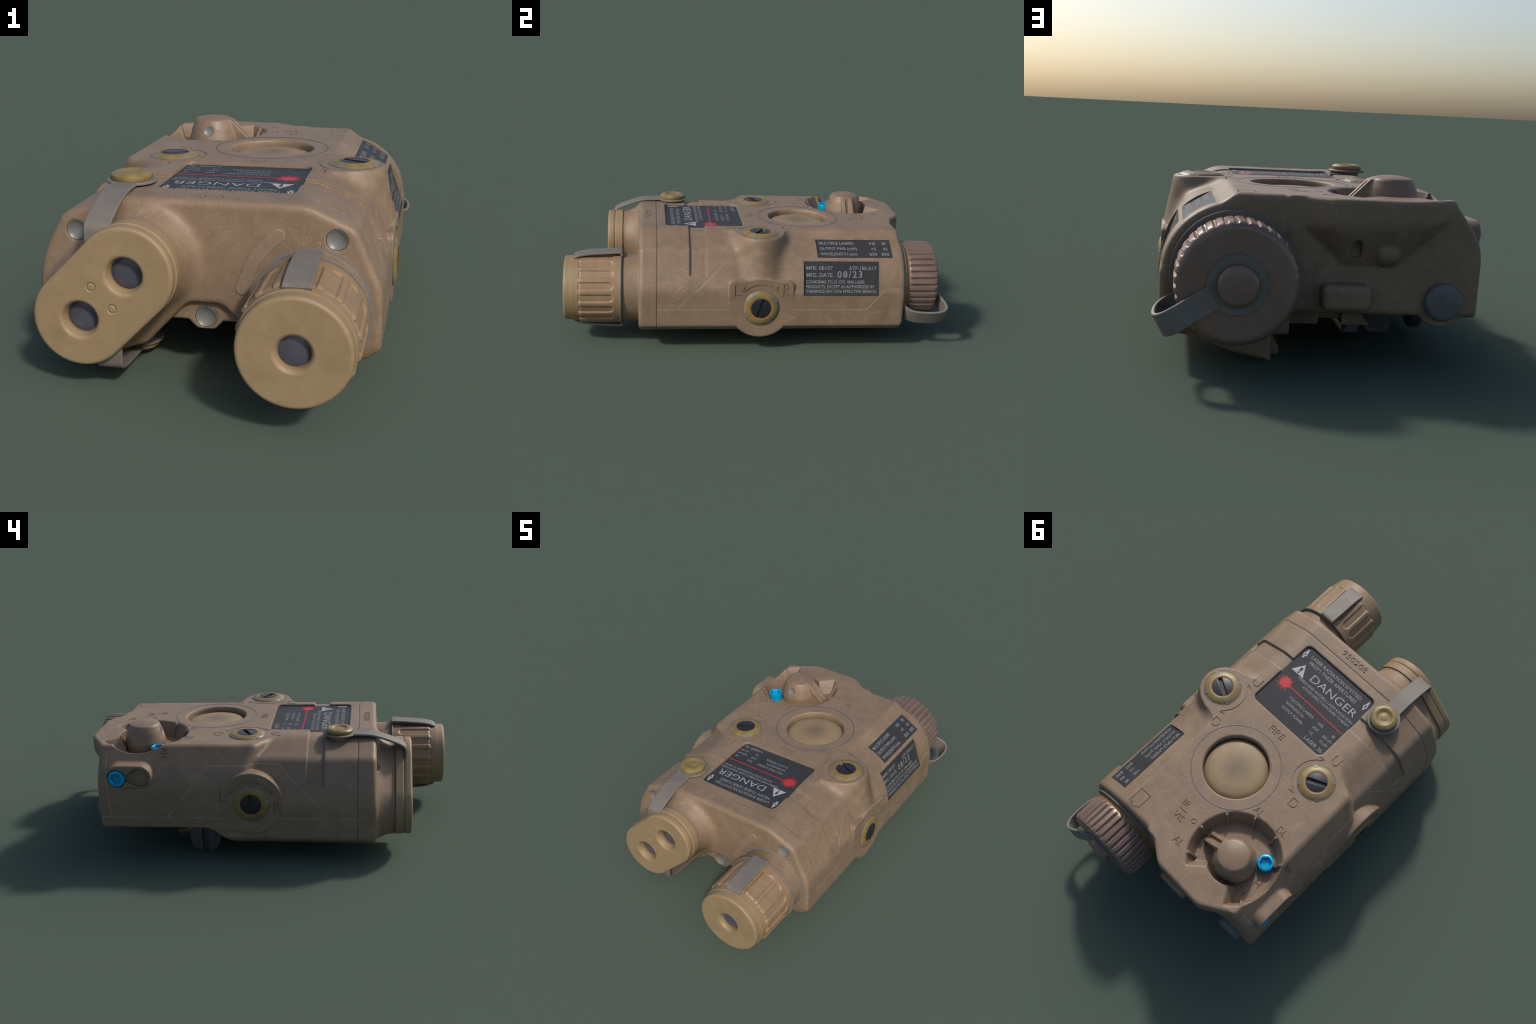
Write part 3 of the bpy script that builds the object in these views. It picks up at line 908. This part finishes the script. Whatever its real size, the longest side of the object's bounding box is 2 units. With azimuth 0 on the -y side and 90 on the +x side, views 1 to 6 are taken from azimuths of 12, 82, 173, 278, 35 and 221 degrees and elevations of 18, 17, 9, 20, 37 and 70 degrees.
# ------------------------------------------------------------------ mode dial
def dial_fn(x, y, z):
    rx, ry = x - DIAL[0], y - DIAL[1]
    r = np.hypot(rx, ry)
    core = smax(r - (0.1060 - np.maximum(z - 0.56, 0) * 0.27 - np.maximum(z - 0.615, 0) * 0.15), z - 0.646 - 0.014 * (1 - (r / 0.085) ** 2), 0.008)
    ptr = np.maximum(np.abs(ry) - 0.031, smax(half(rx, z, (0.176, 0.55), (0.078, 0.648)), rx - 0.174, 0.006))
    ptr = np.maximum(ptr, np.maximum(-rx, z - 0.644))
    groove = np.maximum(np.abs(ry) - 0.0105, -(np.maximum(half(rx, z, (0.176, 0.55), (0.078, 0.648)), rx - 0.174) + 0.014))
    ptr = smax(ptr, -np.maximum(groove, 0.085 - rx), 0.004)
    d = smin(core, ptr, 0.008)
    d = np.maximum(d, 0.512 - z)
    dish = np.sqrt(rx ** 2 + (ry + 0.128) ** 2 + (z - 0.618) ** 2) - 0.044
    return smax(d, -dish, 0.003)
add("mode_dial", solidify("mode_dial", dial_fn, (-0.40, 0.44, 0.49), (-0.07, 0.71, 0.68), 0.0028), M_DIAL, root)
dish = bmesh.new()
bmesh.ops.create_uvsphere(dish, u_segments=48, v_segments=36, radius=0.0432)
bmesh.ops.translate(dish, verts=dish.verts, vec=(0, -0.128, 0.618))
knob_r = lambda z: 0.1060 - max(z - 0.56, 0) * 0.27 - max(z - 0.615, 0) * 0.15
bmesh.ops.delete(dish, geom=[v for v in dish.verts if math.hypot(v.co.x, v.co.y) > knob_r(v.co.z) + 0.0015], context="VERTS")
me = bpy.data.meshes.new("dial_dimple")
dish.to_mesh(me)
dish.free()
me.transform(Matrix.Translation((DIAL[0], DIAL[1], 0)))
add("dial_dimple", me, M_STEEL, root, 60)

def hex_bolt(name, M, r=0.041, height=0.05):
    """socket-head bolt, local z outward, top at z=0."""
    seg = 48
    vs, fs = [], []
    def ringv(fn, z):
        s = len(vs)
        for i in range(seg):
            a = 2 * pi * i / seg
            q = fn(a)
            vs.append((q * math.cos(a), q * math.sin(a), z))
        return s
    hexr = lambda a: 0.0245 / math.cos(((a + pi / 6) % (pi / 3)) - pi / 6)
    rows = [ringv(lambda a: r, -height), ringv(lambda a: r, -0.005), ringv(lambda a: r - 0.0015, -0.0015), ringv(lambda a: r - 0.005, 0.0),
            ringv(lambda a: hexr(a) + 0.003, 0.0), ringv(lambda a: hexr(a), -0.003), ringv(lambda a: hexr(a) * 0.97, -0.022)]
    for A, B in zip(rows, rows[1:]):
        for i in range(seg):
            j = (i + 1) % seg
            fs.append((A + i, A + j, B + j, B + i))
    fs.append(tuple(range(rows[-1], rows[-1] + seg)))
    fs.append(tuple(reversed(range(rows[0], rows[0] + seg))))
    me = mesh_from(name, vs, fs)
    me.transform(M)
    return add(name, fix_normals(me), M_BLUE, root, 28)

hex_bolt("hex_bolt", Matrix.Translation((-0.379, 0.482, 0.562)) @ Matrix.Rotation(0.25, 4, 'Z'), 0.040, 0.062)
hex_bolt("hex_bolt", Matrix.Translation((-0.565, 0.667, 0.449)) @ AXIS["-x"] @ Matrix.Rotation(0.1, 4, 'Z'), 0.0435, 0.03)

# ------------------------------------------------------------------ front caps and lenses
def dual_cap_fn(x, y, z):
    c = capsule2(x, z, *DUAL)
    front = smax(c - 0.1515, slab(y, -0.798, -0.756), 0.014)
    rear = smax(c - 0.1535, slab(y, -0.7565, -0.7145), 0.004)
    d = np.minimum(front, rear)
    for (px, pz) in DUAL:
        r = np.hypot(x - px, z - pz)
        d = smax(d, -np.maximum(r - 0.0505 - np.maximum(-0.774 - y, 0) * 0.35, y + 0.744), 0.010)
    mx, mz = (DUAL[0][0] + DUAL[1][0]) / 2, (DUAL[0][1] + DUAL[1][1]) / 2
    for s in (1, -1):
        q = np.hypot(x - mx - s * 0.032 * -1, z - mz - s * 0.033)
        d = smax(d, -np.maximum(np.abs(q - 0.0125) - 0.0022, y + 0.795), 0.0)
    return d
cap = add("twin_aperture_cap", solidify("twin_aperture_cap", dual_cap_fn, (-0.53, -0.815, 0.07), (-0.03, -0.695, 0.57), 0.003), M_RUBBER, root)
for (px, pz) in DUAL:
    lathe("lens", [(0, 0.008), (0.02, 0.0072), (0.035, 0.005), (0.052, 0.0), (0.052, -0.01), (0, -0.01)], M_LENS, (px, -0.756, pz), "-y", 48, cap)

cap2 = lathe("illuminator_cap", [(0.047, -0.03), (0.047, -0.018), (0.050, -0.010), (0.0535, -0.004), (0.058, -0.001), (0.061, 0.0), (0.064, 0.0), (0.152, 0.0), (0.155, 0.0), (0.160, -0.0015), (0.1640, -0.005), (0.1655, -0.010), (0.1656, -0.014),
                                 (0.1670, -0.042), (0.1672, -0.0435), (0.1705, -0.0445), (0.1715, -0.076), (0.15, -0.077)], M_RUBBER, (ILL[0], -1.0, ILL[1]), "-y", 80, root)
lathe("lens", [(0, 0.008), (0.02, 0.0072), (0.035, 0.005), (0.049, 0.0), (0.049, -0.01), (0, -0.01)], M_LENS, (ILL[0], -0.972, ILL[1]), "-y", 48, cap2)

# focus ring with 18 open-ended finger pockets
def focus_ring():
    NT, ys = 432, np.concatenate([[-0.9245], np.linspace(-0.921, -0.742, 46), [-0.73, -0.716, -0.7135]])
    vs, fs = [], []
    for yy in ys:
        for i in range(NT):
            a = 2 * pi * i / NT
            u = ((a / (2 * pi) * 18 + 0.5) % 1 - 0.5) * (2 * pi * 0.178 / 18)     # metres from pocket centre
            dv = max(yy - (-0.770), 0)
            q = math.hypot(u, dv) - 0.0195
            t = min(max((0.003 - q) / 0.006, 0), 1)
            r = 0.1810 - 0.0065 * t * t * (3 - 2 * t)
            if yy < -0.912:
                r -= 0.0075 * ((-0.912 - yy) / 0.0125) ** 1.5
            if yy > -0.7145:
                r = 0.1765
            vs.append((ILL[0] + r * math.cos(a), yy, ILL[1] + r * math.sin(a)))
    n = len(ys)
    for k in range(n - 1):
        for i in range(NT):
            j = (i + 1) % NT
            fs.append((k * NT + i, k * NT + j, (k + 1) * NT + j, (k + 1) * NT + i))
    fs.append(tuple(range(NT)))
    fs.append(tuple(range((n - 1) * NT, n * NT)))
    return fix_normals(mesh_from("focus_ring", vs, fs))
add("focus_ring", focus_ring(), M_KNOB, root, 50)
lathe("neck_ring", [(0.172, 0.0), (0.1820, 0.0), (0.1830, 0.0015), (0.1820, 0.003), (0.172, 0.003)], M_NOTCH, (ILL[0], FRONT + 0.002, ILL[1]), "-y", 96, root)

# illuminator tether: washer ring round the neck with straps above and below
tet = lathe("cap_tether", [(0.1760, 0.0), (0.1885, 0.0), (0.1900, 0.002), (0.1900, 0.006), (0.1885, 0.008), (0.1760, 0.008)], M_STRAP, (ILL[0], -0.708, ILL[1]), "-y", 96, root)
zc = ILL[1]
add("strap", band_mesh("strap", [(0.337, -0.7075, zc + 0.1785), (0.337, -0.7085, zc + 0.1925), (0.337, -0.720, zc + 0.1990), (0.337, -0.80, zc + 0.1945), (0.337, -0.88, zc + 0.1885), (0.337, -0.925, zc + 0.1795), (0.337, -0.950, zc + 0.169)], (1, 0, 0), 0.083, 0.0115), M_STRAP, tet, 40)
add("strap", band_mesh("strap", [(0.337, -0.7075, zc - 0.1785), (0.337, -0.7085, zc - 0.1925), (0.337, -0.720, zc - 0.1990), (0.337, -0.80, zc - 0.1955), (0.337, -0.88, zc - 0.1895), (0.337, -0.925, zc - 0.1795), (0.337, -0.950, zc - 0.169)], (1, 0, 0), 0.083, 0.0115), M_STRAP, tet, 40)

# crescent inlay on the front face
cr = [Vector(p) for p in ((0.228, 0.493), (0.195, 0.463), (0.155, 0.411), (0.130, 0.353), (0.116, 0.318))]
cp = catmull([(p.x, p.y, 0) for p in cr], 8)
Lp, Rp = [], []
for i, p in enumerate(cp):
    t = (cp[min(i + 1, len(cp) - 1)] - cp[max(i - 1, 0)]).normalized()
    n = Vector((-t.y, t.x, 0)) * 0.0225
    Lp.append(p + n); Rp.append(p - n)
def cap_arc(c, t, r=0.0225):
    a0 = math.atan2(t.y, t.x)
    return [Vector((c.x + r * math.cos(a0 + b), c.y + r * math.sin(a0 + b), 0)) for b in np.linspace(pi / 2, -pi / 2, 9)[1:-1]]
poly = Lp + cap_arc(cp[-1], (cp[-1] - cp[-2])) + Rp[::-1] + cap_arc(cp[0], (cp[0] - cp[1]))
def on_front(me, y):
    for v in me.vertices:
        v.co = (v.co.x, y - v.co.z, v.co.y)
    me.update()
    return fix_normals(me)
add("crescent_inlay", on_front(bevel(prism_mesh("crescent_inlay", [(p.x, p.y) for p in poly], -0.004, 0.0030), 0.0020, 1, 50), FRONT), M_INLAY, root, 40)

# bright pins in the front
def pin(px, pz, y, r):
    lathe("steel_pin", [(0, -0.004), (r * 0.55, -0.0025), (r * 0.82, 0.003), (r * 0.95, 0.0065), (r, 0.005), (r, -0.02), (0, -0.02)], M_STEEL, (px, y, pz), "-y", 40, root, 60)
pin(0.407, 0.489, -0.613, 0.0330)
pin(-0.418, 0.477, -0.613, 0.0330)
pin(-0.008, 0.204, -0.590, 0.0355)

# ------------------------------------------------------------------ twin-aperture tethers
def plug(at, axis):
    """flange ring + ochre domed plug with a dimple."""
    ring = lathe("tether_eyelet", [(0.03, 0.0), (0.080, 0.0), (0.083, 0.0025), (0.083, 0.0075), (0.080, 0.010), (0.03, 0.010)], M_STRAP, at, axis, 64, root)
    lathe("tether_plug", [(0.060, 0.008), (0.0665, 0.011), (0.0690, 0.018), (0.0675, 0.026), (0.060, 0.0325), (0.049, 0.0352), (0.040, 0.0345), (0.034, 0.0305), (0.030, 0.0275), (0.022, 0.0272), (0.012, 0.0295), (0, 0.030)], M_BRASS, at, axis, 64, ring)
    lathe("plug_stem", [(0.056, -0.07), (0.056, 0.001)], M_BODY, at, axis, 40, ring)
    return ring
e = plug((TETHER[0], TETHER[1], 0.599), "z")
add("strap", band_mesh("strap", [(-0.293, -0.475, 0.604), (-0.293, -0.53, 0.604), (-0.293, -0.60, 0.600), (-0.293, -0.66, 0.584), (-0.293, -0.715, 0.563), (-0.293, -0.752, 0.545), (-0.293, -0.765, 0.526), (-0.293, -0.7655, 0.49), (-0.293, -0.7655, 0.44)], (1, 0, 0), 0.083, 0.0105), M_STRAP, e, 40)
e = plug((-0.285, -0.445, 0.058), "-z")
add("strap", band_mesh("strap", [(-0.285, -0.485, 0.053), (-0.285, -0.54, 0.052), (-0.283, -0.60, 0.056), (-0.280, -0.66, 0.062), (-0.278, -0.72, 0.070), (-0.277, -0.752, 0.082), (-0.276, -0.762, 0.105), (-0.276, -0.762, 0.15)], (1, 0, 0), 0.083, 0.0105), M_STRAP, e, 40)

# ------------------------------------------------------------------ battery cap
def knurled_cap():
    teeth = 36
    per = 10
    NT = teeth * per
    rows = [(-0.010, 0.196, 0), (0.0, 0.199, 0), (0.008, 0.2025, 0.15), (0.020, 0.2050, 1), (0.132, 0.2050, 1), (0.144, 0.2030, 0.8), (0.152, 0.198, 0.2), (0.158, 0.190, 0), (0.160, 0.186, 0), (0.160, 0.175, 0)]
    shape = [0, 0, 0, 0, 0, 0, 0.35, 1, 1, 0.35]
    vs, fs = [], []
    for yy, r, k in rows:
        for i in range(NT):
            a = 2 * pi * i / NT
            q = r - 0.0105 * k * shape[i % per]
            vs.append((BAT[0] + q * math.cos(a), 0.79 + yy, BAT[1] + q * math.sin(a)))
    n = len(rows)
    for k in range(n - 1):
        for i in range(NT):
            j = (i + 1) % NT
            fs.append((k * NT + i, k * NT + j, (k + 1) * NT + j, (k + 1) * NT + i))
    fs.append(tuple(range(NT)))
    fs.append(tuple(range((n - 1) * NT, n * NT)))
    return fix_normals(mesh_from("battery_cap", vs, fs))
bc = add("battery_cap", knurled_cap(), M_BATT, root, 32)
lathe("cap_hub", [(0.0690, 0.0), (0.0690, 0.026), (0.067, 0.033), (0.061, 0.0385), (0.052, 0.0405), (0, 0.0410)], M_BATT, (BAT[0], 0.948, BAT[1]), "y", 56, bc)
lathe("cap_gasket", [(0.19, -0.03), (0.200, -0.03), (0.200, 0.02), (0.19, 0.02)], M_GASKET, (BAT[0], 0.775, BAT[1]), "y", 72, bc)
bt = lathe("battery_tether", [(0.19, 0.0), (0.2165, 0.0), (0.2185, 0.002), (0.2185, 0.013), (0.2165, 0.015), (0.19, 0.015)], M_STRAP, (BAT[0], 0.7575, BAT[1]), "y", 96, root)
lathe("tether_washer", [(0.0695, 0.0), (0.0980, 0.0), (0.0995, 0.002), (0.0995, 0.0075), (0.0980, 0.0095), (0.0695, 0.0095)], M_STRAP, (BAT[0], 0.9500, BAT[1]), "y", 64, bt)
sd = Vector((0.877, 0, -0.480)).normalized()
wd = Vector((0.480, 0, 0.877)).normalized()
loop = [(0.205, 0.766), (0.230, 0.768), (0.256, 0.782), (0.275, 0.818), (0.282, 0.870), (0.282, 0.925), (0.272, 0.968), (0.246, 0.9930), (0.208, 0.990), (0.165, 0.974), (0.120, 0.960), (0.085, 0.956)]
loop3 = [Vector((BAT[0], 0, BAT[1])) + sd * s + Vector((0, yy, 0)) for s, yy in loop]
add("strap", band_mesh("strap", loop3, wd, 0.081, 0.0130), M_STRAP, bt, 40)

# rubber plug on the rear face
lathe("rear_plug", [(0.0665, -0.03), (0.0665, 0.030), (0.064, 0.0375), (0.058, 0.0425), (0.048, 0.0445), (0, 0.0450)], M_PAD, (-0.426, REAR_L - 0.012, 0.242), "y", 56, root)

# ------------------------------------------------------------------ rail clamp under the body
def box(name, x0, x1, y0, y1, z0, z1, mat, parent, bev=0.004):
    me = prism_mesh(name, [(x0, y0), (x1, y0), (x1, y1), (x0, y1)], z0, z1)
    bevel(me, bev, 2, 50)
    return add(name, me, mat, parent, 35)

def y_prism(name, pts, y0, y1, mat, parent, bev=0.003):
    """profile (x, z) extruded along y."""
    me = prism_mesh(name, pts, -y1, -y0)
    for v in me.vertices:
        v.co = (v.co.x, -v.co.z, v.co.y)
    fix_normals(me)
    bevel(me, bev, 1, 50)
    return add(name, me, mat, parent, 35)

clamp = box("rail_clamp", -0.016, 0.10, 0.30, 0.64, 0.122, 0.21, M_BODY, root)
y_prism("clamp_rib", [(-0.100, 0.12), (-0.205, 0.12), (-0.172, 0.158), (-0.172, 0.21), (-0.100, 0.21)], 0.30, 0.64, M_BODY, clamp)
y_prism("clamp_bridge", [(-0.105, 0.135), (-0.011, 0.135), (-0.011, 0.20), (-0.105, 0.20)], 0.28, 0.60, M_BODY, clamp)
y_prism("clamp_latch", [(-0.165, 0.090), (-0.105, 0.090), (-0.125, 0.121), (-0.165, 0.121)], 0.42, 0.63, M_HARD, clamp, 0.002)
y_prism("clamp_jaw", [(-0.33, 0.04), (-0.25, 0.04), (-0.215, 0.08), (-0.25, 0.13), (-0.25, 0.20), (-0.33, 0.20)], 0.12, 0.42, M_HARD, clamp)
lathe("clamp_bolt", [(0, 0), (0.03, 0), (0.03, 0.25), (0, 0.25)], M_HARD, (-0.20, 0.246, 0.108), "-x", 32, clamp)
ms = []
for s in (1, -1):
    w, R = 0.015, 0.081
    a0 = math.asin(w / R)
    pts = [(s * R * math.sin(a0 + (pi - 2 * a0) * i / 28), R * math.cos(a0 + (pi - 2 * a0) * i / 28)) for i in range(29)]
    if s > 0:
        pts = pts[::-1]
    m = prism_mesh("h", pts, 0.0, 0.045)
    bevel(m, 0.004, 2, 50)
    # local y stays vertical (z), local x along y
    m.transform(Matrix.Translation((-0.445, 0.246, 0.108)) @ Matrix(((0, 0, -1, 0), (-1, 0, 0, 0), (0, 1, 0, 0), (0, 0, 0, 1))))
    ms.append(fix_normals(m))
m = prism_mesh("h", [(-0.018, -0.075), (0.018, -0.075), (0.018, 0.075), (-0.018, 0.075)], 0.0, 0.022)
m.transform(Matrix.Translation((-0.445, 0.246, 0.108)) @ Matrix(((0, 0, -1, 0), (-1, 0, 0, 0), (0, 1, 0, 0), (0, 0, 0, 1))))
ms.append(fix_normals(m))
add("clamp_thumbscrew", join_meshes("clamp_thumbscrew", ms), M_HARD, clamp, 35)
